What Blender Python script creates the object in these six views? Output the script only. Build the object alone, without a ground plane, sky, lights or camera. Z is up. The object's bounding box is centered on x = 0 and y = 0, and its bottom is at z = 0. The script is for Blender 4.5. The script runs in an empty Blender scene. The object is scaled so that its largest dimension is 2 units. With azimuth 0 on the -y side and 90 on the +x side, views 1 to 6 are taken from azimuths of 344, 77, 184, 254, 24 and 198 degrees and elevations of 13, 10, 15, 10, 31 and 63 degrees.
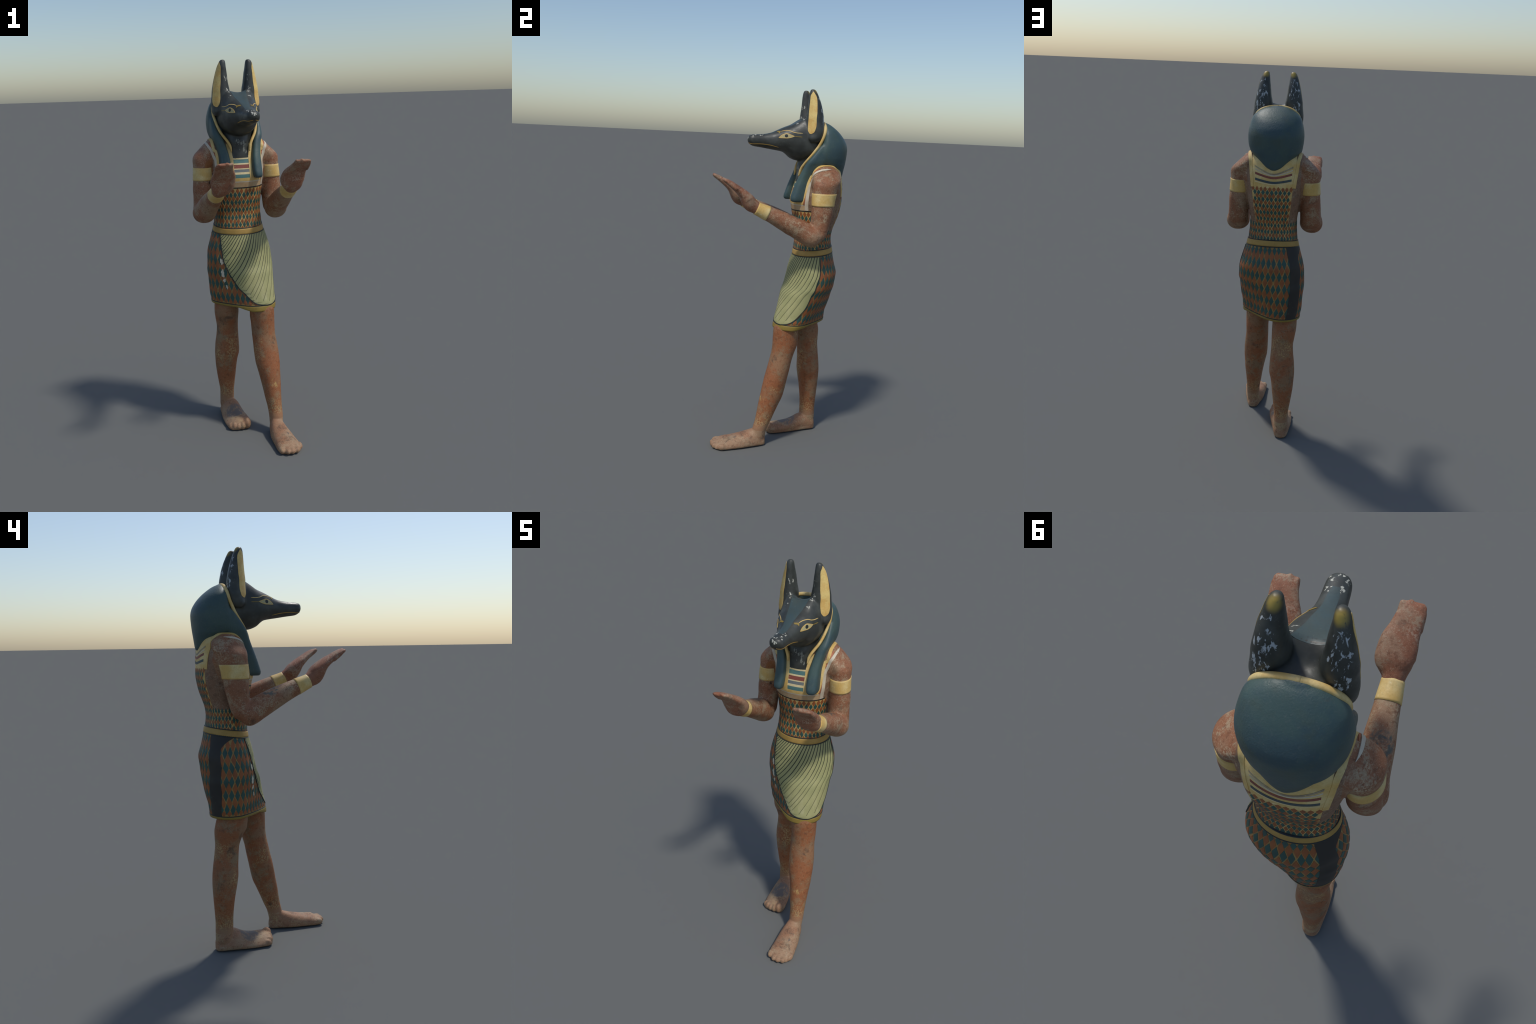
import bpy, bmesh, math, random
import numpy as np
from mathutils import Vector, Matrix
from mathutils.bvhtree import BVHTree

random.seed(7)
rng = np.random.default_rng(7)
PI = math.pi

# ------------------------------------------------------------------ helpers
def pchip(xs, ys, x):
    """monotone cubic interpolation of one control curve"""
    xs = np.asarray(xs, float); ys = np.asarray(ys, float); x = np.asarray(x, float)
    h = np.diff(xs); d = np.diff(ys) / h
    m = np.zeros(len(xs)); m[0] = d[0]; m[-1] = d[-1]
    for i in range(1, len(xs) - 1):
        if d[i-1] * d[i] > 0:
            w1 = 2*h[i] + h[i-1]; w2 = h[i] + 2*h[i-1]
            m[i] = (w1 + w2) / (w1/d[i-1] + w2/d[i])
    i = np.clip(np.searchsorted(xs, x) - 1, 0, len(h) - 1)
    t = np.clip((x - xs[i]) / h[i], 0, 1)
    return ((1+2*t)*(1-t)**2*ys[i] + t*(1-t)**2*h[i]*m[i] + t*t*(3-2*t)*ys[i+1] + t*t*(t-1)*h[i]*m[i+1])

def curves(rows, ts):
    """rows: (t, p0, p1, ...) sorted either way -> array of interpolated params"""
    R = np.array(sorted(rows), float)
    return np.stack([pchip(R[:, 0], R[:, k], ts) for k in range(1, R.shape[1])], -1)

def spow(c, e):
    return np.sign(c) * np.abs(c) ** e

def mesh_from(verts, faces, name):
    me = bpy.data.meshes.new(name)
    me.from_pydata([tuple(v) for v in verts], [], [tuple(f) for f in faces])
    me.validate()
    bm = bmesh.new(); bm.from_mesh(me)
    bmesh.ops.recalc_face_normals(bm, faces=bm.faces)
    bm.to_mesh(me); bm.free()
    return me

def tube(rings, name):
    """closed tube through rings (list of (n,3) arrays), fan capped"""
    n = len(rings[0]); V = np.concatenate(rings); F = []
    for i in range(len(rings) - 1):
        for j in range(n):
            k = (j+1) % n
            F.append((i*n+j, i*n+k, (i+1)*n+k, (i+1)*n+j))
    V = list(V); m = len(rings)
    V.append(rings[0].mean(0)); V.append(rings[-1].mean(0))
    for j in range(n):
        k = (j+1) % n
        F.append((m*n, k, j)); F.append((m*n+1, (m-1)*n+j, (m-1)*n+k))
    return mesh_from(V, F, name)

TH = lambda n: np.linspace(0, 2*PI, n, endpoint=False)

def z_loft(rows, name, n=48, step=0.012, ex=1.0):
    """rows: z, cx, cy, a, b [,rotation]; horizontal elliptic rings"""
    R = np.array(sorted(rows), float)
    zs = np.linspace(R[0, 0], R[-1, 0], max(4, int((R[-1, 0]-R[0, 0])/step)))
    zs = np.unique(np.concatenate([zs, R[:, 0]]))
    P = curves(rows, zs); t = TH(n); out = []
    for z, p in zip(zs, P):
        X = p[2]*spow(np.cos(t), ex); Y = p[3]*spow(np.sin(t), ex)
        r = p[4] if len(p) > 4 else 0.0
        c, s = math.cos(r), math.sin(r)
        out.append(np.stack([p[0]+c*X-s*Y, p[1]+s*X+c*Y, np.full(n, z)], -1))
    return tube(out, name)

def spine_loft(rows, name, n=32, steps=40, side=(1, 0, 0), ex=1.0):
    """rows: x,y,z, half width (along side), half height ; rings square to the spine"""
    R = np.array(rows, float); t = np.concatenate([[0], np.cumsum(np.linalg.norm(np.diff(R[:, :3], axis=0), axis=1))])
    ts = np.unique(np.concatenate([np.linspace(0, t[-1], steps), t]))
    P = np.stack([pchip(t, R[:, k], ts) for k in range(R.shape[1])], -1)
    T = np.gradient(P[:, :3], ts, axis=0)
    a = TH(n); out = []; s = np.array(side, float)
    for p, d in zip(P, T):
        d = d/np.linalg.norm(d); u = s - d*(s@d); u /= np.linalg.norm(u); w = np.cross(u, d)
        out.append(p[:3] + np.outer(p[3]*spow(np.cos(a), ex), u) + np.outer(p[4]*spow(np.sin(a), ex), w))
    return tube(out, name)

def ball(c, r, name='ball', n=16):
    t = TH(n); out = []
    for ph in np.linspace(-PI/2+.15, PI/2-.15, 9):
        out.append(np.stack([c[0]+r[0]*math.cos(ph)*np.cos(t), c[1]+r[1]*math.cos(ph)*np.sin(t), np.full(n, c[2]+r[2]*math.sin(ph))], -1))
    return tube(out, name)

def mirror_mesh(me):
    m = me.copy(); m.transform(Matrix.Diagonal((-1, 1, 1, 1))); m.flip_normals(); return m

def union(meshes, voxel, smooth, name):
    """fuse closed lofts into one smooth skin"""
    bm = bmesh.new()
    for m in meshes: bm.from_mesh(m)
    me = bpy.data.meshes.new(name); bm.to_mesh(me); bm.free()
    ob = bpy.data.objects.new(name, me); bpy.context.collection.objects.link(ob)
    md = ob.modifiers.new('r', 'REMESH'); md.mode = 'VOXEL'; md.voxel_size = voxel; md.adaptivity = 0
    dg = bpy.context.evaluated_depsgraph_get(); dg.update()
    res = bpy.data.meshes.new_from_object(ob.evaluated_get(dg))
    bpy.data.objects.remove(ob)
    bm = bmesh.new(); bm.from_mesh(res)
    for i in range(smooth):
        bmesh.ops.smooth_vert(bm, verts=bm.verts, factor=0.5, use_axis_x=True, use_axis_y=True, use_axis_z=True)
    bm.to_mesh(res); bm.free(); res.name = name
    return res

def bvh_of(me):
    return BVHTree.FromPolygons([v.co.copy() for v in me.vertices], [tuple(p.vertices) for p in me.polygons])

ROOT = bpy.data.objects.new('jackal_headed_statue', None)
bpy.context.collection.objects.link(ROOT)
ROOT['label'] = 'painted wooden jackal headed man with kilt, striding, hands raised'
ROOT['category'] = 'statue'

def add(name, me, mat, parent=None):
    me.materials.clear(); me.materials.append(mat)
    for p in me.polygons: p.use_smooth = True
    ob = bpy.data.objects.new(name, me); bpy.context.collection.objects.link(ob)
    ob.parent = parent or ROOT
    me.name = name
    return ob

def split(me, planes, classify, mats, parent=None):
    """cut one skin with planes and give each region its own object; shared normals keep it seamless"""
    bm = bmesh.new(); bm.from_mesh(me)
    for co, no in planes:
        bmesh.ops.bisect_plane(bm, geom=bm.verts[:]+bm.edges[:]+bm.faces[:], plane_co=co, plane_no=no, dist=1e-6)
    bm.normal_update(); bm.verts.index_update()
    groups = {}
    for f in bm.faces: groups.setdefault(classify(f.calc_center_median()), []).append(f)
    obs = {}
    for key, fs in groups.items():
        idx = {}; vs = []; ns = []
        F = []
        for f in fs:
            q = []
            for v in f.verts:
                if v.index not in idx:
                    idx[v.index] = len(vs); vs.append(v.co.copy()); ns.append(v.normal.copy())
                q.append(idx[v.index])
            F.append(q)
        m = bpy.data.meshes.new(key); m.from_pydata(vs, [], F); m.update()
        ob = add(key.split('|')[0], m, mats[key], parent)
        m.normals_split_custom_set_from_vertices([tuple(n) for n in ns])
        obs[key] = ob
    bm.free()
    return obs

# ------------------------------------------------------------------ base forms
torso_rows = [  # z, a, front y, back y, back squareness
 (1.09, .126, .103, .300, .9), (1.13, .130, .099, .303, .9), (1.16, .128, .101, .299, .85), (1.20, .124, .103, .295, .8),
 (1.24, .123, .096, .300, .72), (1.28, .127, .087, .313, .66), (1.32, .132, .080, .327, .62),
 (1.36, .138, .072, .336, .58), (1.40, .144, .065, .341, .56), (1.45, .150, .076, .340, .58),
 (1.50, .153, .090, .338, .66), (1.54, .150, .102, .333, .8), (1.58, .130, .110, .325, .9), (1.61, .095, .13, .30, 1), (1.63, .05, .17, .26, 1)]
arm_rows = [(1.60, .115, .213, .022, .04), (1.585, .118, .212, .034, .058), (1.55, .138, .215, .052, .078), (1.52, .168, .213, .053, .079), (1.495, .181, .205, .0545, .071),
 (1.45, .181, .200, .053, .067), (1.42, .183, .196, .0535, .064), (1.38, .186, .194, .0535, .061),
 (1.34, .189, .190, .0545, .0585), (1.30, .190, .184, .053, .054), (1.26, .192, .178, .054, .050), (1.22, .195, .168, .056, .046), (1.195, .194, .155, .042, .035), (1.182, .193, .148, .022, .02)]
fore_rows = [(.192, .178, 1.208, .030, .026), (.194, .165, 1.212, .050, .043), (.198, .140, 1.217, .0625, .057), (.194, .085, 1.247, .0555, .0565), (.192, .02, 1.281, .053, .052),
 (.189, -.06, 1.319, .045, .044), (.188, -.123, 1.346, .039, .038), (.187, -.170, 1.366, .034, .032), (.186, -.195, 1.376, .033, .03)]
hand_rows = [(.187, -.150, 1.358, .030, .028), (.186, -.178, 1.372, .036, .034), (.182, -.201, 1.386, .050, .038), (.176, -.221, 1.413, .061, .035), (.177, -.246, 1.442, .059, .025),
 (.185, -.287, 1.474, .048, .018), (.191, -.323, 1.498, .042, .014), (.193, -.342, 1.508, .039, .011), (.193, -.352, 1.514, .030, .006)]
leg_a = [(.78, -.075, .185, .040, .045), (.71, -.082, .194, .063, .074), (.68, -.083, .199, .0665, .080), (.64, -.082, .206, .067, .082), (.59, -.079, .219, .0635, .0695), (.54, -.076, .226, .060, .061), (.49, -.077, .231, .063, .062),
 (.44, -.079, .236, .068, .064), (.39, -.080, .239, .0705, .066), (.34, -.085, .244, .064, .063), (.29, -.087, .248, .059, .057), (.24, -.087, .250, .053, .052),
 (.19, -.087, .251, .046, .048), (.14, -.087, .251, .040, .046), (.10, -.088, .252, .040, .046), (.06, -.089, .253, .040, .045), (.03, -.089, .253, .034, .040)]
leg_b = [(.78, .072, .085, .040, .045), (.71, .079, .056, .062, .067), (.68, .081, .051, .0665, .0705), (.64, .081, .051, .067, .072), (.59, .083, .049, .064, .071), (.54, .083, .039, .064, .065), (.49, .086, .026, .066, .063),
 (.44, .089, .015, .068, .064), (.39, .091, .003, .067, .065), (.34, .095, -.008, .061, .0655), (.29, .099, -.019, .055, .064), (.24, .101, -.035, .049, .058),
 (.19, .103, -.050, .044, .051), (.14, .106, -.065, .039, .045), (.10, .107, -.079, .038, .041), (.06, .106, -.085, .036, .038), (.03, .105, -.086, .030, .033)]
kilt_rows = [  # z, cx, cy, rx, ry, stride offset x, stride offset y (section = ellipse swept between the two thighs)
 (1.125, 0, 0.201, 0.134, 0.105, 0, 0),
 (1.08, 0, 0.203, 0.146, 0.114, 0.002, -0.001),
 (1.04, 0, 0.204, 0.157, 0.124, 0.003, -0.002),
 (1, 0, 0.205, 0.166, 0.133, 0.004, -0.003),
 (0.96, 0, 0.199, 0.170, 0.134, 0.005, -0.004),
 (0.92, 0, 0.192, 0.167, 0.133, 0.01, -0.009),
 (0.88, -.003, 0.181, 0.149, 0.128, 0.026, -0.023),
 (0.84, -.002, 0.173, 0.137, 0.123, 0.035, -0.031),
 (0.8, -.002, 0.164, 0.125, 0.116, 0.045, -0.040),
 (0.76, -.003, 0.154, 0.115, 0.110, 0.053, -0.047),
 (0.72, 0, 0.146, 0.110, 0.104, 0.055, -0.056),
 (0.688, 0, 0.142, 0.107, 0.101, 0.055, -0.060)]

def hem_z(x, y):
    """lower edge of the kilt: it hangs deeper over the leading thigh"""
    return .699 - .017*np.clip((x+.05)/.06, 0, 1)*np.clip((.17-y)/.10, 0, 1)

def kilt_mesh(rows, name, grow=0.0, n=96, step=.01):
    R = np.array(sorted(rows), float)
    zs = np.unique(np.concatenate([np.arange(R[0, 0], R[-1, 0], step), R[:, 0]])); P = curves(rows, zs); t = TH(n); out = []
    for z, (cx, cy, rx, ry, ox, oy) in zip(zs, P):
        rx += grow; ry += grow
        k = np.cos(t)*ox + np.sin(t)*oy
        k = np.tanh(k/max(1e-4, math.hypot(ox, oy))*3.2)
        yy = cy+ry*np.sin(t)+k*oy
        out.append(np.stack([cx+rx*np.cos(t)+k*ox, yy, z + max(0, min(1, (z-1.06)/.05))*.0125*(yy-.2)/.1 + max(0, min(1, (.72-z)/.032))*(hem_z(cx+rx*np.cos(t)+k*ox, yy)+.002-.688)], -1))
    return tube(out, name)

def torso_mesh(rows, name, n=64, step=.01):
    R = np.array(sorted(rows), float)
    zs = np.unique(np.concatenate([np.arange(R[0, 0], R[-1, 0], step), R[:, 0]])); P = curves(rows, zs); t = TH(n); out = []
    for z, (a, yf, yb, sq) in zip(zs, P):
        c, s_ = np.cos(t), np.sin(t); yc = (yf+yb)/2
        yy = np.where(s_ > 0, yc + (yb-yc)*spow(s_, sq), yc + (yc-yf)*spow(s_, .9))
        out.append(np.stack([a*spow(c, .88), yy, np.full(n, z)], -1))
    return tube(out, name)

def foot(rows, toes, name, skew=0.0):
    """rows: y, cx, half width, top z ; flat soled sections along the foot"""
    R = sorted(rows); ys = np.linspace(R[0][0], R[-1][0], 36); P = curves(rows, ys); t = TH(36); out = []
    for y, p in zip(ys, P):
        c, s = np.cos(t), np.sin(t); top = p[2]
        zz = np.where(s > 0, .28*top + .72*top*spow(s, 1.15), .28*top + .28*top*spow(s, .35))
        out.append(np.stack([p[0]+p[1]*spow(c, .8)+skew*p[1]*np.clip(s, 0, 1), np.full(36, y), zz], -1))
    ms = [tube(out, name)]
    for (x, y, r, l, h) in toes: ms.append(ball((x, y, h), (r, l, h*.98)))
    return ms
foot_a = foot([(.300, -.090, .012, .045), (.294, -.090, .026, .06), (.27, -.090, .038, .075), (.24, -.089, .043, .098), (.20, -.087, .050, .099), (.16, -.085, .056, .080), (.12, -.082, .060, .064),
 (.08, -.079, .063, .058), (.04, -.075, .063, .056), (.018, -.072, .058, .050), (.004, -.070, .050, .042)],
 [(-.034, .012, .021, .028, .033), (-.062, .006, .015, .020, .024), (-.086, .008, .014, .018, .021), (-.107, .016, .0135, .018, .022), (-.126, .030, .0125, .018, .018)], 'foot_a', .35)
foot_b = foot([(-.046, .104, .012, .045), (-.052, .104, .024, .06), (-.075, .104, .034, .08), (-.10, .105, .041, .097), (-.14, .104, .050, .085), (-.19, .106, .058, .070), (-.25, .108, .063, .057),
 (-.29, .109, .066, .051), (-.32, .106, .060, .040), (-.338, .104, .05, .032)],
 [(.060, -.318, .018, .030, .019), (.086, -.338, .015, .024, .018), (.110, -.342, .015, .022, .0175), (.135, -.337, .0145, .022, .0175), (.164, -.302, .014, .026, .018)], 'foot_b', -.1)

def head_mesh():
    rows = [(-.197, 1.733, 1.711, .010), (-.193, 1.741, 1.703, .020), (-.185, 1.7455, 1.6955, .0285), (-.17, 1.749, 1.687, .035), (-.12, 1.752, 1.680, .0375), (-.07, 1.762, 1.6725, .044), (-.03, 1.780, 1.667, .059),
            (0, 1.794, 1.661, .073), (.02, 1.802, 1.648, .080), (.04, 1.809, 1.631, .085), (.08, 1.828, 1.617, .094), (.105, 1.836, 1.615, .098), (.13, 1.824, 1.614, .100), (.16, 1.806, 1.618, .101), (.20, 1.800, 1.64, .092)]
    ys = np.linspace(-.197, .20, 60); P = curves(rows, ys); t = TH(48); out = []
    for y, (zt, zb, hw) in zip(ys, P):
        c, s = np.cos(t), np.sin(t); zm = zb + .50*(zt-zb)
        k = np.clip((y+.05)/.1, 0, 1)
        e_up = .80 - .12*k; e_dn = .85 - .05*k
        zz = np.where(s > 0, zm + (zt-zm)*spow(s, e_up), zm + (zm-zb)*spow(s, e_dn))
        xx = hw*np.where(s > 0, spow(c, .87), spow(c, 1.0))
        ridge = .030*np.clip((y-.0)/.13, 0, 1)**1.5
        zz = zz + ridge*np.clip(s, 0, 1)**.5*np.exp(-((np.abs(xx)-.060)/.030)**2)
        out.append(np.stack([xx, np.full(48, y), zz], -1))
    return tube(out, 'head')
ear_rows = [(2.0015, .068, 0.1360, .008, .009), (1.997, .0685, 0.1370, .0135, .0145), (1.988, .070, 0.1385, .0175, .019), (1.97, .0735, 0.1400, .0225, .026), (1.93, .0775, 0.1460, .0325, .036), (1.885, .0805, 0.1500, .0405, .044), (1.84, .081, 0.1510, .0485, .050), (1.79, .090, 0.1530, .045, .050), (1.755, .101, 0.1540, .031, .042), (1.735, .106, 0.1530, .021, .034), (1.72, .107, 0.1510, .010, .02)]
neck_rows = [(1.69, 0, .185, .090, .080), (1.64, 0, .183, .088, .080), (1.61, 0, .172, .080, .079), (1.585, 0, .165, .075, .079), (1.55, 0, .165, .078, .077), (1.50, 0, .165, .085, .079), (1.44, 0, .165, .085, .080)]

def hood_mesh():
    # z, half width, front y, widest y, back y
    rows = [(1.831, .028, .207, .217, .227), (1.825, .055, .205, .222, .245), (1.805, .096, .201, .227, .277), (1.778, .123, .195, .23, .310), (1.745, .1345, .188, .235, .339), (1.712, .1415, .177, .24, .357), (1.687, .1435, .164, .24, .362),
            (1.64, .140, .142, .24, .359), (1.62, .134, .15, .24, .357), (1.605, .127, .18, .25, .355), (1.58, .102, .19, .26, .352), (1.555, .078, .19, .28, .349), (1.53, .047, .24, .30, .346), (1.519, .016, .28, .31, .343)]
    zs = np.unique(np.concatenate([np.linspace(1.519, 1.834, 40), [r[0] for r in rows]])); P = curves(rows, zs); t = TH(64); out = []
    for z, (hw, yf, yc, yb) in zip(zs, P):
        c, s = np.cos(t), np.sin(t)
        yy = np.where(s > 0, yc + (yb-yc)*spow(s, .95), yc + (yc-yf)*spow(s, .55))
        out.append(np.stack([hw*spow(c, .92), yy, np.full(64, z)], -1))
    return tube(out, 'hood')
def lappet_mesh():
    # z, inner x, outer x, front y, depth
    rows = [(1.74, .100, .120, .225, .04), (1.70, .108, .134, .180, .07), (1.67, .108, .137, .157, .09), (1.64, .100, .137, .134, .10), (1.615, .088, .135, .116, .10), (1.59, .077, .127, .105, .10), (1.55, .067, .118, .089, .10), (1.50, .059, .112, .067, .10),
            (1.45, .057, .112, .049, .10), (1.412, .060, .112, .039, .10), (1.402, .063, .110, .040, .09), (1.395, .069, .105, .048, .07)]
    zs = np.unique(np.concatenate([np.linspace(1.395, 1.74, 50), [r[0] for r in rows]])); P = curves(rows, zs); t = TH(40); out = []
    for z, (xi, xo, yf, d) in zip(zs, P):
        xx = (xo-xi)/2*spow(np.cos(t), .6)
        out.append(np.stack([(xi+xo)/2+xx, yf+d/2+d/2*spow(np.sin(t), .6)+.22*xx, np.full(40, z)], -1))
    return tube(out, 'lappet')

M_torso = torso_mesh(torso_rows, 'torso')
M_arm = z_loft(arm_rows, 'arm', ex=1.0)
for v in M_arm.vertices:          # the shoulder turns a little: its outer side sits further forward
    k = min(1, max(0, (v.co.z-1.30)/.08)); v.co.y -= .12*k*(v.co.x-.183); M_fore = spine_loft(fore_rows, 'forearm', n=36, ex=.95)
blend = [ball((.146, .172, 1.505), (.032, .036, .055)), ball((.134, .256, 1.478), (.024, .040, .045))]   # flesh between chest, back and shoulder
BODY = union([M_torso] + blend + [mirror_mesh(b) for b in blend] + [M_arm, mirror_mesh(M_arm), M_fore, mirror_mesh(M_fore)], .0055, 6, 'body')
LEGA = union([z_loft(leg_a, 'leg')] + foot_a, .0045, 2, 'leg')
LEGB = union([z_loft(leg_b, 'leg')] + foot_b, .0045, 2, 'leg')
KILT = kilt_mesh(kilt_rows, 'kilt')
def ear_mesh():
    zs = np.unique(np.concatenate([np.arange(1.72, 2.0, .007), [r[0] for r in ear_rows]])); P = curves(ear_rows, zs); t = TH(40); out = []
    for z, (cx, cy, a, b) in zip(zs, P):
        k = np.clip((z-1.735)/.03, 0, 1)*np.clip((1.99-z)/.03, 0, 1)
        hollow = 1 - .30*k*np.clip(np.cos(t+.80), 0, 1)**2      # scooped face that looks out and forward
        out.append(np.stack([cx+a*np.cos(t)*hollow, cy+b*np.sin(t)*hollow, np.full(40, z)], -1))
    return tube(out, 'ear')
M_ear = ear_mesh()
M_neck = z_loft(neck_rows, 'neck')
HEAD = union([head_mesh(), M_ear, mirror_mesh(M_ear), M_neck], .004, 5, 'head')
M_lap = lappet_mesh()
HOOD = union([hood_mesh(), M_lap, mirror_mesh(M_lap)], .004, 6, 'headdress')
M_hand = spine_loft(hand_rows, 'hand', n=40, ex=.85)

# ------------------------------------------------------------------ materials
class Graph:
    """small helper to write procedural node materials on Object coordinates"""
    def __init__(s, name, rough=.6, spec=.4):
        s.m = bpy.data.materials.new(name); s.m.use_nodes = True; s.t = s.m.node_tree
        s.b = s.t.nodes['Principled BSDF']; s.b.inputs['Roughness'].default_value = rough; s.b.inputs['Specular IOR Level'].default_value = spec
        s.co = s.t.nodes.new('ShaderNodeTexCoord').outputs['Object']
    def link(s, sock, v):
        if hasattr(v, 'links'): s.t.links.new(v, sock)
        elif isinstance(v, (tuple, list)): sock.default_value = (*v, 1) if len(v) == 3 and len(sock.default_value) == 4 else v
        else: sock.default_value = v
    def stretch(s, sc):
        n = s.t.nodes.new('ShaderNodeMapping'); s.link(n.inputs['Vector'], s.co); n.inputs['Scale'].default_value = sc; return n.outputs[0]
    def noise(s, scale, detail=4, rough=.55, dist=0, vec=None, off=0.0):
        n = s.t.nodes.new('ShaderNodeTexNoise'); n.noise_dimensions = '4D'
        n.inputs['Scale'].default_value = scale; n.inputs['Detail'].default_value = detail; n.inputs['Roughness'].default_value = rough; n.inputs['Distortion'].default_value = dist; n.inputs['W'].default_value = off
        s.link(n.inputs['Vector'], vec if vec is not None else s.co); return n.outputs['Fac']
    def step(s, v, a, b, lo=0.0, hi=1.0):
        n = s.t.nodes.new('ShaderNodeMapRange'); n.interpolation_type = 'SMOOTHSTEP'
        s.link(n.inputs['Value'], v)
        for k, x in (('From Min', a), ('From Max', b), ('To Min', lo), ('To Max', hi)): s.link(n.inputs[k], x)
        return n.outputs['Result']
    def op(s, o, a, b=0.0):
        n = s.t.nodes.new('ShaderNodeMath'); n.operation = o; s.link(n.inputs[0], a); s.link(n.inputs[1], b); return n.outputs[0]
    def mul(s, a, b): return s.op('MULTIPLY', a, b)
    def mx(s, *a):
        r = a[0]
        for x in a[1:]: r = s.op('MAXIMUM', r, x)
        return r
    def mix(s, f, a, b):
        n = s.t.nodes.new('ShaderNodeMix'); n.data_type = 'RGBA'; s.link(n.inputs['Factor'], f); s.link(n.inputs['A'] if 0 else n.inputs[6], a); s.link(n.inputs[7], b); return n.outputs[2]
    def axis(s, k):
        n = s.t.nodes.new('ShaderNodeSeparateXYZ'); s.link(n.inputs[0], s.co); return n.outputs[k]
    def spot(s, c, r, soft=.6):
        """1 inside a ball around c, fading outward"""
        n = s.t.nodes.new('ShaderNodeVectorMath'); n.operation = 'DISTANCE'; s.link(n.inputs[0], s.co); n.inputs[1].default_value = c
        return s.step(n.outputs['Value'], r, r*(1-soft))
    def bump(s, h, strength=.2, dist=.002):
        n = s.t.nodes.new('ShaderNodeBump'); n.inputs['Strength'].default_value = strength; n.inputs['Distance'].default_value = dist
        s.link(n.inputs['Height'], h); s.t.links.new(n.outputs[0], s.b.inputs['Normal'])
    def done(s, col, rough=None):
        s.link(s.b.inputs['Base Color'], col)
        if rough is not None: s.link(s.b.inputs['Roughness'], rough)
        return s.m

def paint(name, c, c2=None, wear=None, amt=.35, rough=.55, scale=14, bump=.12, spec=.4):
    """painted plaster: mottled colour, fine grain, a few worn flecks"""
    g = Graph(name, rough, spec); c2 = c2 or tuple(x*.72 for x in c)
    col = g.mix(g.step(g.noise(scale, 5, .6), .38, .68), c, c2)
    col = g.mix(g.mul(g.step(g.noise(160, 3, .6), .45, .75), .35), col, tuple(x*.6 for x in c))
    if wear:
        col = g.mix(g.mul(g.step(g.noise(70, 5, .65, .4), .63-.05*amt, .70), g.step(g.noise(11, 3, .5, 0, None, 4.2), .42, .60)), col, wear)
    g.bump(g.noise(220, 4, .6), bump, .002)
    return g.done(col)

def skin(name, red, dust, ochre, o_amt, dark_amt, seed, ankle=0.0, stains=()):
    g = Graph(name, .62, .35)
    big = g.noise(7, 5, .62, .3, None, seed); mid = g.noise(17, 5, .6, .3, None, seed+3); fine = g.noise(150, 4, .62, .2, None, seed+5)
    col = g.mix(g.step(big, .46, .60), red, tuple(.45*r+.55*d for r, d in zip(red, dust)))
    col = g.mix(g.step(g.op('ADD', g.mul(mid, .75), g.mul(fine, .55)), .645, .78), col, dust)
    col = g.mix(g.mul(g.step(g.noise(60, 4, .65, .3, None, seed+21), .50, .66), .6), col, tuple(x*.55 for x in red))
    m = g.step(g.noise(9, 4, .6, .2, None, seed+9), .50-o_amt, .66-o_amt)
    if ankle:
        m = g.mul(g.mx(m, g.mul(g.step(g.axis(2), .26, .12), .9)), g.step(g.axis(2), .095, .135))
    col = g.mix(g.mul(m, g.step(g.noise(130, 4, .62, .2, None, seed+7), .49, .57)), col, ochre)
    col = g.mix(g.mul(g.step(g.noise(12, 5, .65, .6, None, seed+13), .58, .70), dark_amt), col, (.035, .028, .024))
    col = g.mix(g.mul(g.step(g.noise(300, 2, .5, 0, None, seed+17), .56, .70), .45), col, tuple(min(1, x*1.5+.03) for x in dust))
    if ankle: col = g.mix(g.mul(g.step(g.axis(2), .15, .097), .75), col, (.315, .180, .100))
    for c, r, colr, thr in stains:       # local damage: soot, cracks, bare wood
        col = g.mix(g.mul(g.step(g.spot(c, r, .8), .1, .5), g.step(g.noise(55, 4, .6, .5, g.stretch((1, 1, .5)), seed), thr, thr+.17)), col, colr)
    g.bump(g.op('ADD', g.noise(90, 5, .6, .2, None, seed), g.mul(fine, .6)), .28, .003)
    return g.done(col)

SKIN_ARM = skin('weathered_arm_skin', (.262, .106, .050), (.335, .238, .145), (.42, .31, .19), .0, .5, 1.3, 0.0, (((-.150, .140, 1.46), .050, (.26, .10, .03), .35), ((-.148, .138, 1.40), .055, (.03, .022, .018), .48), ((-.150, .138, 1.48), .05, (.025, .02, .016), .56), ((.20, .03, 1.33), .05, (.09, .08, .065), .44), ((-.20, .03, 1.33), .06, (.10, .10, .085), .42)))
SKIN_HAND = skin('weathered_hand_skin', (.272, .108, .056), (.33, .222, .140), (.42, .29, .20), -.02, .35, 8.1)
SKIN_LEG = skin('weathered_leg_skin', (.290, .102, .038), (.25, .165, .090), (.42, .28, .12), -.03, .6, 5.7, 1.0, (((-.045, .175, .475), .055, (.02, .018, .015), .52), ((-.05, .172, .43), .045, (.40, .32, .15), .55), ((.11, -.06, .29), .05, (.46, .30, .11), .50)))
SKIN_FOOT = skin('dusty_foot_skin', (.300, .150, .080), (.35, .245, .148), (.38, .27, .13), .0, .6, 3.1, 0.0, (((-.075, .12, .065), .075, (.17, .135, .11), .34), ((.11, -.25, .05), .05, (.12, .10, .085), .50)))
SKIN_TORSO = skin('weathered_torso_skin', (.22, .120, .070), (.30, .21, .14), (.34, .24, .13), -.02, .7, 2.2)

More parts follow.
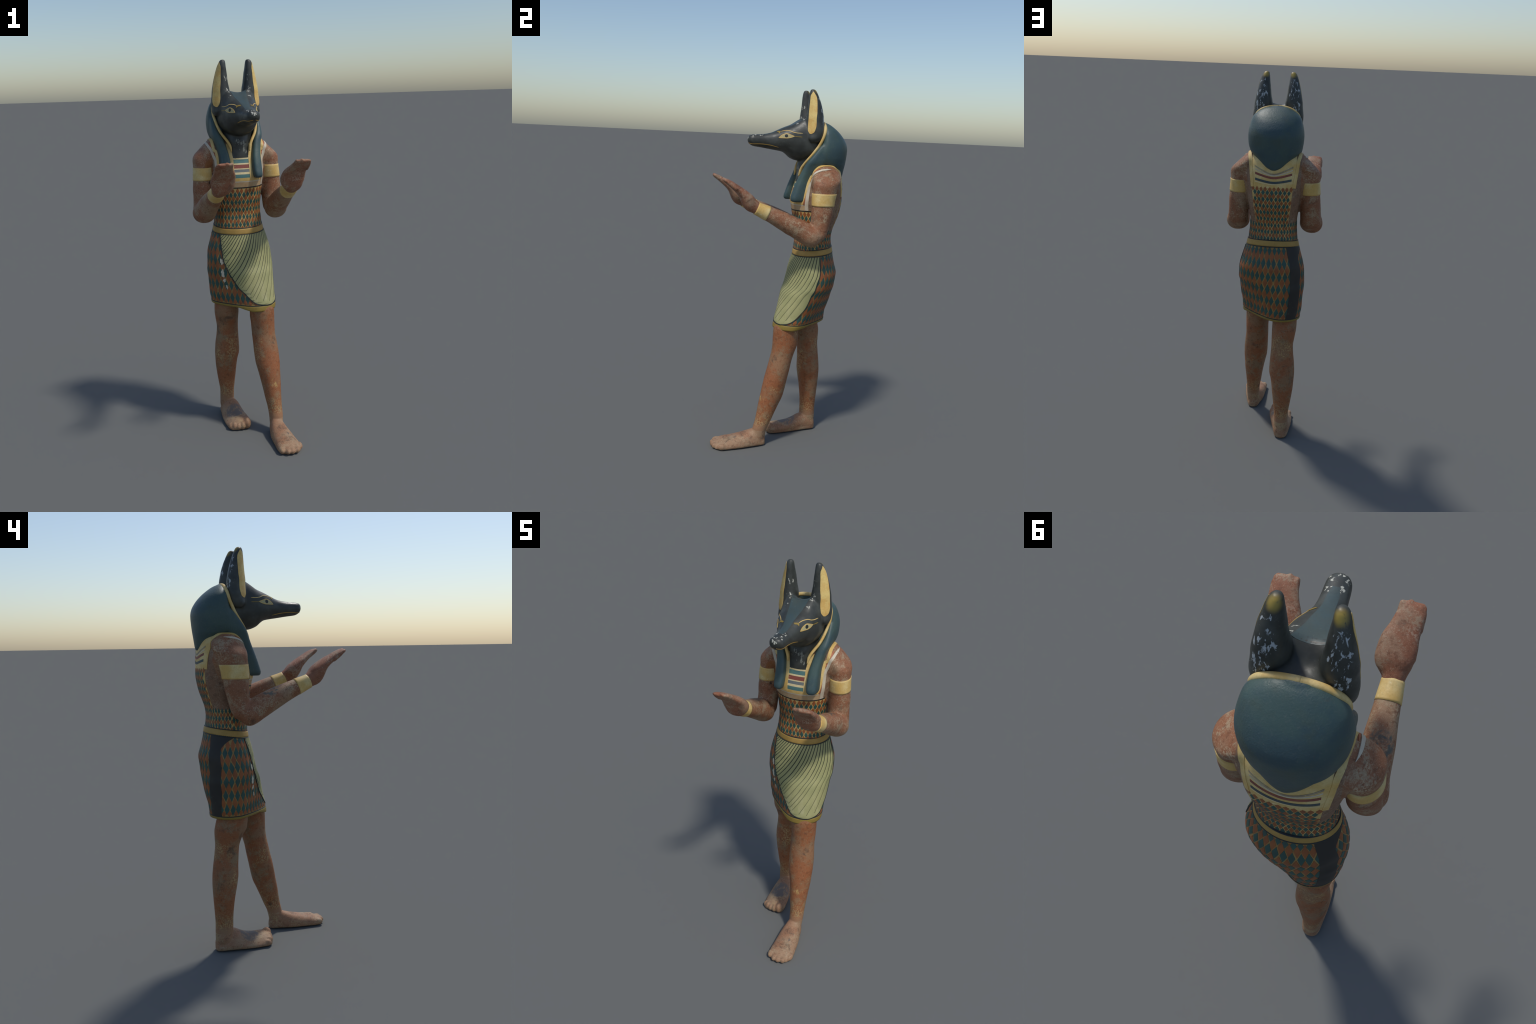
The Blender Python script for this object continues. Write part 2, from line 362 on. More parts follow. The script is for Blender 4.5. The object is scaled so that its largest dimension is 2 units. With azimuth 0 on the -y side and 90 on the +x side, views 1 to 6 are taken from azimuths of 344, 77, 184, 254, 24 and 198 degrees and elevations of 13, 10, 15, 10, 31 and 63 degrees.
def black_paint():
    g = Graph('black_resin_paint', .40, .5)
    col = g.mix(g.step(g.noise(16, 4, .6), .35, .7), (.030, .032, .027), (.058, .063, .055))  # black lifted to grey-green: the head's broad sheen is mixed into the base colour
    speck = g.mul(g.step(g.noise(240, 3, .6), .60, .70), g.step(g.noise(22, 3, .5), .40, .65))
    col = g.mix(g.mul(speck, .35), col, (.20, .21, .17))
    tall = g.stretch((1, 1, .45)); fl = g.noise(95, 5, .62, .4, tall)
    def flakes(spots, lo, hi, colr, col):
        m = g.mx(*[g.spot(c, r) for c, r in spots]) if len(spots) > 1 else g.spot(*spots[0])
        thr = g.op('SUBTRACT', hi, g.mul(m, hi-lo))
        return g.mix(g.mul(g.step(g.op('SUBTRACT', fl, thr), .0, .04), g.step(m, .02, .15)), col, colr)
    def both(l): return l + [((-c[0], c[1], c[2]), r) for c, r in l]
    col = flakes(both([((.085, .20, 1.90), .065), ((.10, .205, 1.83), .055), ((.08, .175, 1.95), .04)]), .53, .80, (.42, .45, .46), col)
    col = flakes(both([((.060, .118, 1.91), .03), ((.060, .095, 1.855), .035), ((.055, .06, 1.825), .025)]) + [((.0, -.19, 1.74), .030), ((.025, -.165, 1.745), .025), ((-.03, -.165, 1.745), .025), ((.02, -.13, 1.75), .026), ((-.02, -.13, 1.75), .026)], .53, .80, (.50, .49, .41), col)
    col = flakes([((0, .085, 1.575), .055), ((.02, .085, 1.54), .035)], .55, .80, (.20, .21, .18), col)
    tip = g.mx(g.spot((.070, .158, 1.992), .028, .8), g.spot((-.070, .158, 1.992), .028, .8))
    col = g.mix(g.mul(tip, g.step(fl, .30, .46)), col, (.38, .27, .05))
    g.bump(g.noise(120, 5, .6), .18, .002)
    return g.done(col, g.step(g.noise(40, 4, .6), .3, .7, .36, .55))
BLACK = black_paint()

def teal_paint():
    g = Graph('blue_green_paint', .48, .45)
    col = g.mix(g.step(g.noise(9, 4, .6, .3), .40, .62), (.052, .092, .084), (.040, .076, .084))
    col = g.mix(g.step(g.noise(13, 4, .6, .3, None, 3.3), .50, .72), col, (.052, .080, .066))
    col = g.mix(g.mul(g.step(g.noise(150, 4, .65), .52, .72), .45), col, (.105, .125, .115))
    col = g.mix(g.mul(g.step(g.noise(24, 5, .65, .5), .60, .75), .5), col, (.060, .060, .050))
    g.bump(g.op('ADD', g.noise(60, 5, .6), g.noise(200, 3, .6)), .30, .003)
    return g.done(col)
TEAL = teal_paint()
FOREHEAD = paint('faded_blue_paint', (.055, .075, .070), (.048, .078, .084), (.20, .21, .18), .5, .45, 18)
GOLD = paint('yellow_ochre_paint', (.62, .40, .12), (.70, .54, .24), (.80, .70, .45), .5)
GOLD_DARK = paint('dull_gold_paint', (.44, .27, .07), (.36, .22, .05), None)
GOLD_OLIVE = paint('olive_gold_paint', (.28, .19, .035), (.22, .15, .03), None)
CREAM = paint('cream_paint', (.72, .60, .34), (.62, .48, .22), (.8, .74, .55), .4)
WHITE = paint('chalk_white_paint', (.62, .55, .42), (.50, .42, .31), (.36, .25, .15), .5)
IVORY = paint('ear_ivory_paint', (.76, .56, .20), (.68, .40, .11), None, 0, .5, 20)
TEAL_LIGHT = paint('turquoise_stripe_paint', (.085, .185, .175), (.10, .20, .16), (.3, .33, .28), .3)
SLATE = paint('slate_stripe_paint', (.14, .165, .17), (.17, .18, .16), None)
NAVY = paint('dark_blue_stripe_paint', (.045, .065, .075), (.07, .09, .085), (.35, .32, .2), .4)
TAUPE = paint('taupe_stain_paint', (.26, .20, .13), (.42, .34, .20), (.6, .5, .3), .8)
RED_STRIPE = paint('red_stripe_paint', (.27, .075, .050), (.22, .06, .04), (.5, .42, .25), .4)
ORANGE = paint('orange_edge_paint', (.42, .14, .06), (.33, .10, .04), (.55, .4, .25), .5)
TAN = paint('tan_band_paint', (.46, .29, .14), (.52, .38, .22), (.26, .12, .06), 1.0, .6, 40)
EYE = paint('dull_eye_paint', (.46, .40, .20), (.38, .34, .18), None)
INK = paint('black_outline_paint', (.018, .022, .022), (.03, .035, .033), None, 0, .5)
DARK_STRIPE = paint('dark_stripe_colour', (.030, .027, .024), (.042, .036, .030), (.09, .075, .055), .2, .6, 10)
RED = paint('red_scale_paint', (.315, .100, .028), (.225, .074, .026), (.40, .20, .08), .5, .55, 22)
GREEN = paint('green_scale_paint', (.030, .092, .076), (.036, .072, .058), (.17, .14, .06), .4, .55, 22)
SCALE_GROUND = paint('gold_scale_ground', (.58, .42, .16), (.50, .30, .08), (.5, .42, .25), .5, .55, 20)
KILT_GROUND = paint('bronze_scale_ground', (.38, .235, .075), (.26, .13, .040), (.44, .33, .16), .4, .55, 18)

def linen():
    g = Graph('pleated_linen_paint', .6, .35)
    col = g.mix(g.step(g.noise(8, 3, .5), .38, .62), (.31, .305, .135), (.365, .345, .155))
    low = g.mul(g.step(g.axis(2), .90, .74), g.step(g.noise(14, 3, .5, 0, g.stretch((2, 2, .4))), .50, .70))  # mask for highlights painted on the lower pleats as paler streaks
    col = g.mix(g.mul(low, .55), col, (.47, .43, .24))
    col = g.mix(g.mul(g.step(g.noise(170, 3, .6), .5, .75), .3), col, (.17, .19, .09))
    g.bump(g.noise(200, 3, .6), .12, .002)
    return g.done(col)
LINEN = linen()
PLEAT_INK = paint('pleat_line_paint', (.016, .022, .015), (.03, .04, .024), None)
PLEAT_SOFT = paint('faded_pleat_line_paint', (.135, .135, .060), (.17, .17, .080), None)

# ------------------------------------------------------------------ inlay builders
class Inlay:
    """collects thin raised pieces laid on a curved surface; every piece has a top and sunk sides"""
    def __init__(s): s.V = []; s.F = []
    def piece(s, P, N, h, dome=None, sink=.0025):
        m, n = P.shape[:2]; b = len(s.V)
        H = h if dome is None else h + dome
        top = P + N*(H[..., None] if dome is not None else h)
        s.V.extend(map(tuple, top.reshape(-1, 3)))
        for i in range(m-1):
            for j in range(n-1):
                a = b+i*n+j; s.F.append((a, a+1, a+n+1, a+n))
        ring = [(0, j) for j in range(n)] + [(i, n-1) for i in range(1, m)] + [(m-1, j) for j in range(n-2, -1, -1)] + [(i, 0) for i in range(m-2, 0, -1)]
        c = len(s.V)
        for (i, j) in ring: s.V.append(tuple(P[i, j] - N[i, j]*sink))
        k = len(ring)
        for q in range(k):
            i, j = ring[q]; i2, j2 = ring[(q+1) % k]
            s.F.append((b+i*n+j, c+q, c+(q+1) % k, b+i2*n+j2))
    def mesh(s, name):
        me = bpy.data.meshes.new(name); me.from_pydata(s.V, [], s.F); me.update()
        bm = bmesh.new(); bm.from_mesh(me); bmesh.ops.recalc_face_normals(bm, faces=bm.faces)
        for e in bm.edges:
            e.smooth = not (len(e.link_faces) == 2 and e.calc_face_angle(0) > .6)
        bm.to_mesh(me); bm.free(); return me
    def add(s, name, mat, parent=None, stuff=False):
        ob = add(name, s.mesh(name), mat, parent)
        if stuff: ob['kind'] = 'stuff'
        return ob

class SectionChart:
    """surface given by horizontal sections; u = fraction of arc length (0:+x, .25:back, .5:-x, .75:front)"""
    def __init__(s, section, tilt=0.0): s.section = section; s.cache = {}; s.tilt = tilt
    def ring(s, z):
        k = round(z, 4)
        if k not in s.cache:
            p = s.section(z); q = np.vstack([p, p[:1]]); L = np.concatenate([[0], np.cumsum(np.linalg.norm(np.diff(q, axis=0), axis=1))])
            s.cache[k] = (q, L/L[-1], L[-1])
        return s.cache[k]
    def at(s, u, z):
        q, L, T = s.ring(z); u = u % 1.0
        f = lambda v: np.array([np.interp(v % 1.0, L, q[:, 0]), np.interp(v % 1.0, L, q[:, 1])])
        p = f(u); d = f(u+.004)-f(u-.004); n = np.array([d[1], -d[0]]); n /= np.linalg.norm(n)
        zz = z + max(0, min(1, (z-1.06)/.05))*s.tilt*(p[1]-.2)/.1
        return np.array([p[0], p[1], zz]), np.array([n[0], n[1], 0.0])
    def u_of(s, x, y, z):
        q, L, T = s.ring(z); i = np.argmin((q[:, 0]-x)**2 + (q[:, 1]-y)**2); return L[i]
    def grid(s, U, Z):
        P = np.zeros(U.shape+(3,)); N = np.zeros(U.shape+(3,))
        for i in np.ndindex(U.shape): P[i], N[i] = s.at(U[i], Z[i])
        return P, N
    def perimeter(s, z): return s.ring(z)[2]

def kilt_section(z, n=240):
    p = curves(kilt_rows, np.array([z]))[0]; cx, cy, rx, ry, ox, oy = p; t = TH(n)
    k = np.tanh((np.cos(t)*ox+np.sin(t)*oy)/max(1e-4, math.hypot(ox, oy))*3.2)
    return np.stack([cx+rx*np.cos(t)+k*ox, cy+ry*np.sin(t)+k*oy], -1)
def torso_section(z, n=240):
    a, yf, yb, sq = curves(torso_rows, np.array([z]))[0]; t = TH(n); c, s_ = np.cos(t), np.sin(t); yc = (yf+yb)/2
    return np.stack([a*spow(c, .88), np.where(s_ > 0, yc+(yb-yc)*spow(s_, sq), yc+(yc-yf)*spow(s_, .9))], -1)
KC = SectionChart(kilt_section, .0125); TC = SectionChart(torso_section)

def diamond(inl, chart, u, z, w, hgt, h, dome, k=5):
    a = np.linspace(-1, 1, k); A, B = np.meshgrid(a, a, indexing='ij')
    U = u + (A+B)/4*w/chart.perimeter(z); Z = z + (A-B)/4*hgt
    P, N = chart.grid(U, Z); inl.piece(P, N, h, dome*(1-A**2)*(1-B**2))

def smooth_path(pts, n):
    R = np.array(pts, float); t = np.concatenate([[0], np.cumsum(np.linalg.norm(np.diff(R, axis=0), axis=1))])
    return np.stack([pchip(t, R[:, k], np.linspace(0, t[-1], n)) for k in range(R.shape[1])], -1)

def snap(bvh, p):
    l, n, i, d = bvh.find_nearest(Vector(p)); return np.array(l), np.array(n)

def strip(inl, bvh, pts, width, h, n=24, across=3, taper=(1, 1)):
    """ribbon laid on a surface along hand-placed way points"""
    C = smooth_path(pts, n); Q = [snap(bvh, c) for c in C]; C = np.array([q[0] for q in Q]); Nn = np.array([q[1] for q in Q])
    T = np.gradient(C, axis=0); B = np.cross(Nn, T); B /= np.linalg.norm(B, axis=1)[:, None]
    s = np.linspace(0, 1, n); w = width(s) if callable(width) else np.full(n, width)
    w = w*np.clip(taper[0] + s*8, 0, 1)*np.clip(taper[1] + (1-s)*8, 0, 1)
    P = np.zeros((n, across, 3)); N = np.zeros((n, across, 3))
    for j, e in enumerate(np.linspace(-.5, .5, across)):
        for i in range(n): P[i, j], N[i, j] = snap(bvh, C[i]+B[i]*e*w[i])
    inl.piece(P, N, h)

def ruled(inl, bvh, A, B, h, n=24, across=9):
    """patch between two edge lines, laid on a surface"""
    a = smooth_path(A, n); b = smooth_path(B, n); P = np.zeros((n, across, 3)); N = np.zeros((n, across, 3))
    for j, e in enumerate(np.linspace(0, 1, across)):
        for i in range(n): P[i, j], N[i, j] = snap(bvh, a[i]*(1-e)+b[i]*e)
    inl.piece(P, N, h)

def projected(inl, bvh, X, Z, h, back=False):
    """patch on the chest or the back, given in front view coordinates"""
    P = np.zeros(X.shape+(3,)); N = np.zeros(X.shape+(3,)); d = Vector((0, -1, 0)) if back else Vector((0, 1, 0))
    for i in np.ndindex(X.shape):
        l, n, k, _ = bvh.ray_cast(Vector((X[i], .6 if back else -.1, Z[i])), d)
        if l is None: l, n, k, _ = bvh.find_nearest(Vector((X[i], .3 if back else .08, Z[i])))
        P[i] = l; N[i] = n if n.dot(d) < 0 else -n
    inl.piece(P, N, h)

# ------------------------------------------------------------------ body, arms, legs
mir = lambda p: (-p[0],) + tuple(p[1:])
parts = split(BODY, [((.139, 0, 0), (1, 0, 0)), ((-.139, 0, 0), (1, 0, 0))], lambda c: 'arm|L' if c.x > .139 else 'arm|R' if c.x < -.139 else 'torso', {'arm|L': SKIN_ARM, 'arm|R': SKIN_ARM, 'torso': SKIN_TORSO})
TORSO = parts['torso']
for L in (LEGA, LEGB):
    split(L, [((0, 0, .095), (0, 0, 1))], lambda c: 'leg' if c.z > .095 else 'foot', {'leg': SKIN_LEG, 'foot': SKIN_FOOT})

fingers = [spine_loft([(x, y+.050, z-.038, r, .010), (x, y+.02, z-.015, r, .010), (x, y+.004, z-.002, r*.8, .008), (x, y, z+.001, r*.35, .003)], 'finger', n=14, steps=10)
           for x, y, z, r in ((.159, -.350, 1.515, .0115), (.182, -.355, 1.518, .0115), (.205, -.349, 1.514, .0115), (.226, -.335, 1.503, .0105))]
M_hand = union([M_hand] + fingers, .0032, 3, 'hand')
arms = {1: parts['arm|L'], -1: parts['arm|R']}
for sgn in (1, -1):
    me = M_hand if sgn > 0 else mirror_mesh(M_hand)
    add('hand', me, SKIN_HAND)
    zs = np.linspace(1.386, 1.453, 10); P = curves(arm_rows, zs); t = TH(48)
    rings = [np.stack([sgn*(p[0]+(p[2]+.0022)*spow(np.cos(t), 1.0)), p[1]+(p[3]+.0022)*np.sin(t)-.12*(p[0]+(p[2]+.0022)*np.cos(t)-.183), np.full(48, z)], -1) for z, p in zip(zs, P)]
    add('armband', tube(rings, 'armband'), GOLD, arms[sgn])
    R = [r for r in fore_rows if -.125 < r[1] < -.10] or []
    br = [(.1883, -.108, 1.3397, .0415, .0405), (.188, -.125, 1.347, .0402, .0392), (.1875, -.150, 1.3575, .0378, .0362), (.187, -.171, 1.3665, .0362, .0345)]
    bm_ = spine_loft(br, 'bracelet', n=40, steps=10, ex=.97)
    add('bracelet', bm_ if sgn > 0 else mirror_mesh(bm_), GOLD, arms[sgn])

# ------------------------------------------------------------------ head and headdress
HB = bvh_of(HEAD)
head_ob = split(HEAD, [((0, 0, 1.845), (0, 0, 1)), ((0, 0, 1.615), (0, 0, 1))],
                lambda c: ('ear|L' if c.x > 0 else 'ear|R') if c.z > 1.845 else 'neck' if c.z < 1.615 else 'head',
                {'ear|L': BLACK, 'ear|R': BLACK, 'head': BLACK, 'neck': BLACK})
HD = head_ob['head']
hood_ob = split(HOOD, [((0, 0, 1.60), (0, 0, 1))], lambda c: 'headdress' if c.z > 1.60 or c.y > .20 else ('lappet|L' if c.x > 0 else 'lappet|R'),
                {'headdress': TEAL, 'lappet|L': TEAL, 'lappet|R': TEAL})
HDR = hood_ob['headdress']

for sgn in (1, -1):
    f = (lambda p: p) if sgn > 0 else mir
    F = lambda l: [f(p) for p in l]
    # painted inner ear
    i = Inlay()
    ruled(i, HB, F([(.0842, .134, 1.988), (.080, .1235, 1.9636), (.0826, .121, 1.9347), (.085, .118, 1.888), (.089, .117, 1.85), (.092, .112, 1.81), (.096, .113, 1.782), (.104, .1225, 1.766)]),
          F([(.0850, .135, 1.988), (.0985, .152, 1.9535), (.1075, .154, 1.915), (.1135, .154, 1.88), (.119, .151, 1.845), (.1225, .151, 1.81), (.1205, .1425, 1.775), (.110, .129, 1.764)]), .0012, 30, 9)
    i.add('inner_ear', IVORY, head_ob['ear|L' if sgn > 0 else 'ear|R'])
    # eye: almond outline, dark pupil
    top = [(.0551, -.0370, 1.7375), (.063, -.018, 1.7545), (.0705, .003, 1.7615), (.078, .020, 1.7565), (.086, .042, 1.7490)]
    bot = [(.0551, -.0370, 1.7370), (.066, -.016, 1.7372), (.0735, .003, 1.7372), (.079, .020, 1.7400), (.086, .042, 1.7485)]
    i = Inlay(); ruled(i, HB, F(top), F(bot), .0010, 22, 7); eye = i.add('eye', EYE, HD)
    i = Inlay(); strip(i, HB, F(top), .0034, .0015, 22, 3, (.4, .4)); strip(i, HB, F(bot), .0034, .0015, 22, 3, (.4, .4)); i.add('eye_outline', GOLD, HD)
    i = Inlay(); cc = (.0712, .0012, 1.7492); ang = np.linspace(0, PI, 12)
    ruled(i, HB, F([(cc[0]+.0032*-math.cos(a), cc[1]-.0085*math.cos(a), cc[2]+.0088*math.sin(a)) for a in ang]), F([(cc[0]+.0032*-math.cos(a), cc[1]-.0085*math.cos(a), cc[2]-.0082*math.sin(a)) for a in ang]), .0019, 14, 7)
    i.add('pupil', INK, HD)
    # brow line, tear line behind the eye, brow corner, mouth
    i = Inlay(); strip(i, HB, F([(.043, -.027, 1.7715), (.055, -.004, 1.7775), (.066, .018, 1.7765), (.078, .040, 1.7690), (.088, .065, 1.7665), (.094, .086, 1.7665)]), .0034, .0012, 26, 3, (.3, .3)); i.add('eyebrow', GOLD, HD)
    i = Inlay(); strip(i, HB, F([(.085, .040, 1.7485), (.091, .062, 1.7470), (.0955, .085, 1.7465)]), .0032, .0012, 12, 3, (.3, .3)); i.add('eye_line', GOLD_OLIVE, HD)
    i = Inlay(); ruled(i, HB, F([(.024, -.040, 1.774), (.036, -.031, 1.774), (.046, -.026, 1.7695)]), F([(.030, -.043, 1.768), (.0395, -.036, 1.766), (.048, -.034, 1.7585)]), .0012, 10, 5); i.add('brow_corner', GOLD_OLIVE, HD)
    i = Inlay(); strip(i, HB, F([(.006, -.193, 1.701), (.020, -.182, 1.699), (.033, -.140, 1.6995), (.0375, -.090, 1.6965), (.041, -.058, 1.6905), (.046, -.034, 1.6845)]), .0036, .0012, 28, 3, (.5, .1)); i.add('mouth_line', GOLD_DARK, HD)
    # border of the headdress round the face
    path = [(.049, .086, 1.535), (.053, .093, 1.56), (.062, .099, 1.582), (.074, .109, 1.602), (.089, .123, 1.625), (.100, .141, 1.65), (.107, .158, 1.675), (.112, .174, 1.70), (.117, .188, 1.73), (.1165, .200, 1.76), (.106, .207, 1.788), (.087, .210, 1.807), (.06, .211, 1.820), (.03, .212, 1.827), (0, .212, 1.829), (-.006, .212, 1.829)]
    C = smooth_path(path, 46); rows = []
    for k, c in enumerate(C):
        r = (.0085 + .002*min(1, max(0, (c[2]-1.76)/.04)))*min(1, .35+(c[2]-1.535)/.04); rows.append((*c, r, r*.85))
    me = spine_loft([r if sgn > 0 else mir(r) for r in rows], 'headdress_border', n=14, steps=70, side=(0, 1, .3)); add('headdress_border', me, GOLD, HDR)

# blue stripe down the forehead
i = Inlay(); ys = np.linspace(-.135, .115, 26); wx = pchip([-.135, -.10, -.05, 0, .05, .10, .115], [.010, .016, .018, .026, .034, .042, .046], ys)
P = np.zeros((26, 9, 3)); N = np.zeros((26, 9, 3))
for a in range(26):
    for b, e in enumerate(np.linspace(-1, 1, 9)):
        l, n, k, _ = HB.ray_cast(Vector((wx[a]*e, ys[a], 1.95)), Vector((0, 0, -1))); P[a, b] = l; N[a, b] = n
i.piece(P, N, .0004); i.add('forehead_stripe', FOREHEAD, HD)

# ------------------------------------------------------------------ chest and back decoration
CB = BVHTree.FromPolygons([v.co.copy() for m in (BODY, HEAD) for v in m.vertices],
     [tuple(p.vertices) for p in BODY.polygons] + [tuple(len(BODY.vertices)+v for v in p.vertices) for p in HEAD.polygons])
BB = bvh_of(BODY)
def box(x0, x1, z0, z1, curve=0.0, nx=13, nz=4):
    X, Z = np.meshgrid(np.linspace(x0, x1, nx), np.linspace(z0, z1, nz)); return X, Z + curve*(X/.09)**2
def band(name, mat, x0, x1, z0, z1, h, back=False, curve=0.0, bvh=None, nx=13, nz=4):
    i = Inlay(); projected(i, bvh or CB, *box(x0, x1, z0, z1, curve, nx, nz), h, back); return i.add(name, mat, TORSO)
# front: black throat panel, coloured stripes, bars
band('throat_panel', BLACK, -.050, .050, 1.495, 1.575, .0012, nz=8)
for z1, z0, mat in ((1.5007, 1.4933, CREAM), (1.4933, 1.4735, TEAL_LIGHT), (1.4735, 1.466, CREAM), (1.466, 1.447, RED_STRIPE), (1.447, 1.4416, CREAM), (1.4416, 1.427, SLATE), (1.427, 1.416, CREAM), (1.416, 1.397, TEAL_LIGHT)):
    band('chest_stripe', mat, -.046, .046, z0, z1, .0018 if mat is CREAM else .0014)
band('chest_bar', GOLD, -.104, .104, 1.381, 1.3975, .0020, nx=25)
band('chest_line', WHITE, -.106, .106, 1.3755, 1.3812, .0016, nx=25)
band('chest_band', TAN, -.118, .118, 1.348, 1.3757, .0014, nx=29, curve=.001)
band('corselet_line', INK, -.126, .126, 1.3425, 1.3482, .0020, nx=31, curve=.0015)
for sgn in (1, -1):
    F = lambda l: [(sgn*p[0],)+tuple(p[1:]) for p in l]
    i = Inlay(); X, Z = np.meshgrid(np.linspace(.041, .064, 5), np.linspace(1.385, 1.575, 24)); X = (X + (Z > 1.5)*(Z-1.5)*.09)*sgn; projected(i, CB, X, Z, .0030); i.add('chest_border', GOLD, TORSO)
    i = Inlay(); strip(i, BB, F([(.098, .098, 1.383), (.109, .105, 1.42), (.118, .112, 1.46), (.123, .118, 1.50), (.129, .128, 1.54), (.136, .146, 1.572), (.138, .175, 1.596), (.136, .215, 1.603), (.131, .245, 1.599), (.127, .262, 1.592)]), lambda s: .017-.003*s, .0030, 50, 4); i.add('shoulder_border', GOLD, TORSO)
    i = Inlay(); strip(i, BB, F([(.108, .108, 1.385), (.114, .112, 1.42), (.119, .115, 1.46), (.125, .121, 1.50), (.135, .133, 1.54), (.145, .150, 1.567), (.150, .18, 1.586)]), .009, .0022, 36, 3, (1, .2)); i.add('strap_edge', ORANGE, TORSO)
    i = Inlay(); strip(i, BB, F([(.116, .124, 1.352), (.119, .122, 1.385), (.124, .122, 1.42), (.128, .124, 1.46), (.132, .130, 1.50), (.143, .143, 1.535), (.154, .160, 1.560), (.159, .19, 1.575), (.156, .22, 1.577), (.150, .24, 1.576)]), lambda s: .021-.011*s, .0030, 44, 4, (1, .1)); i.add('shoulder_strap', WHITE, TORSO)
    # back straps
    i = Inlay(); strip(i, BB, F([(.106, .319, 1.432), (.110, .312, 1.48), (.116, .302, 1.525), (.122, .285, 1.563), (.127, .262, 1.588), (.129, .245, 1.598)]), .018, .0030, 26, 4); i.add('back_strap', GOLD, TORSO)
band('back_panel', GOLD, -.113, .113, 1.4325, 1.59, .0014, True, .002, BB, 27, 16)
def back_arc(name, mat, hw, z0, z1, bend, h):
    X, Z = np.meshgrid(np.linspace(-hw, hw, 29), np.linspace(z0, z1, 3)); Z = Z + bend*(np.sqrt(X**2+.03**2)-.03)
    i = Inlay(); projected(i, BB, X, Z, h, True); i.add(name, mat, TORSO)
for z0, z1, mat, hw, bend, h in ((1.4475, 1.4515, CREAM, .094, .17, .0020), (1.4530, 1.4645, NAVY, .092, .22, .0023), (1.4770, 1.4880, RED_STRIPE, .093, .30, .0023), (1.4915, 1.4965, WHITE, .096, .42, .0020), (1.4970, 1.5045, TAUPE, .097, .52, .0024)):
    back_arc('back_stripe', mat, hw, z0, z1, bend, h)
# woven net of painted scales on the corselet
i = Inlay()
zs = np.linspace(1.14, 1.436, 30); ub = lambda z: TC.u_of(.116, .33, z)
U = np.stack([np.linspace(ub(z), .5-ub(z), 60) for z in zs]); Z = np.repeat(zs[:, None], 60, 1); i.piece(*TC.grid(U, Z), .0006)
U, Z = np.meshgrid(np.linspace(.52, .98, 70), np.linspace(1.11, 1.343, 26)); i.piece(*TC.grid(U, Z), .0006)
for a, b in ((-.021, .16), (.34, .521)):
    U, Z = np.meshgrid(np.linspace(a, b, 16), np.linspace(1.12, 1.235, 12)); i.piece(*TC.grid(U, Z), .0005)
i.add('corselet', SCALE_GROUND, TORSO)
red, green = Inlay(), Inlay()
def net(chart, n, z_top, pitch, nrows, inside, red, green, h, dome, fill, first_red, wob):
    for r in range(nrows):
        z = z_top - r*pitch
        for c in range(n):
            u = (c + .5*(r % 2))/n
            if not inside(u, z): continue
            w = chart.perimeter(z)/n; f = fill*(1+random.uniform(-.06, .06))
            diamond(red if (r % 2 == 0) == first_red else green, chart, u + random.uniform(-wob, wob)/n, z + random.uniform(-wob, wob)*pitch, w*f, 2*pitch*f, h, dome)
net(TC, 42, 1.425, .0178, 17, lambda u, z: (ub(z)+.008 < u < .492-ub(z) if z > 1.235 else -.01 < u < .505), red, green, .0012, .0005, .86, True, .06)
net(TC, 36, 1.328, .0205, 11, lambda u, z: (.535 < u < .965 if z > 1.235 else .505 < u < .99), red, green, .0012, .0005, .86, True, .06)
red.add('red_scale', RED, TORSO, True); green.add('green_scale', GREEN, TORSO, True)

# ------------------------------------------------------------------ kilt
KOB = add('kilt', KILT, KILT_GROUND)
left = [(1.092, -.1165, .138), (1.05, -.117, .126), (1.0, -.1145, .114), (.95, -.106, .103), (.90, -.0885, .0885), (.85, -.064, .066), (.81, -.043, .050), (.772, -.010, .024), (.745, .013, .008), (.728, .034, -.002), (.718, .062, -.006), (.7125, .092, .003)]
right = [(1.115, .138, .212), (1.056, .155, .208), (1.0, .168, .204), (.95, .172, .190), (.90, .1736, .1728), (.86, .172, .155), (.823, .170, .137), (.7645, .166, .095), (.738, .160, .068), (.721, .145, .0386), (.7125, .118, .013)]
uz = lambda rows: np.array(sorted((z, KC.u_of(x, y, z)) for z, x, y in rows))
LU, RU = uz(left), uz(right); RU[:, 1] = np.where(RU[:, 1] < .4, RU[:, 1]+1, RU[:, 1])
uL = lambda z: pchip(LU[:, 0], LU[:, 1], np.clip(z, LU[0, 0], LU[-1, 0])); uR = lambda z: pchip(RU[:, 0], RU[:, 1], np.clip(z, RU[0, 0], RU[-1, 0]))
ZT = 1.098; ZB = .7126
def pleat(q, n=40):
    uS = float(uL(ZT)) + q*float(uR(ZT)-uL(ZT))
    zE = float(pchip([0, .11, .16, .29, .38, .48, .61, .69, .78, .86, .93, 1], [1.09, 1.057, 1.027, .9755, .92, .884, .818, .7985, .757, .732, .715, .7126], q))
    uE = float(uL(zE)) if q < .86 else float(np.interp(q, [.86, 1], [uL(.732), uL(.7126)+.065]))
    t = np.linspace(0, 1, n); cu, cz = .62*uS+.38*uE, .5*(ZT+zE) - .02*q
    return (1-t)**2*uS+2*t*(1-t)*cu+t*t*uE, (1-t)**2*ZT+2*t*(1-t)*cz+t*t*zE
NP = 24; PL = [pleat((k+.6)/NP) for k in range(NP)]
zs = np.linspace(ZB, ZT, 130); ap = np.linspace(0, 1, 230); U = np.zeros((130, 230)); Z = np.zeros((130, 230)); PH = np.zeros((130, 230))
for a, z in enumerate(zs):
    U[a] = uL(z) + ap*(uR(z)-uL(z)); Z[a] = z
    us = [(np.interp(z, p[1][::-1], p[0][::-1]), k) for k, p in enumerate(PL) if p[1][-1] <= z]
    us.sort(); PH[a] = np.interp(U[a], [x for x, k in us], [k for x, k in us]) if us else 0
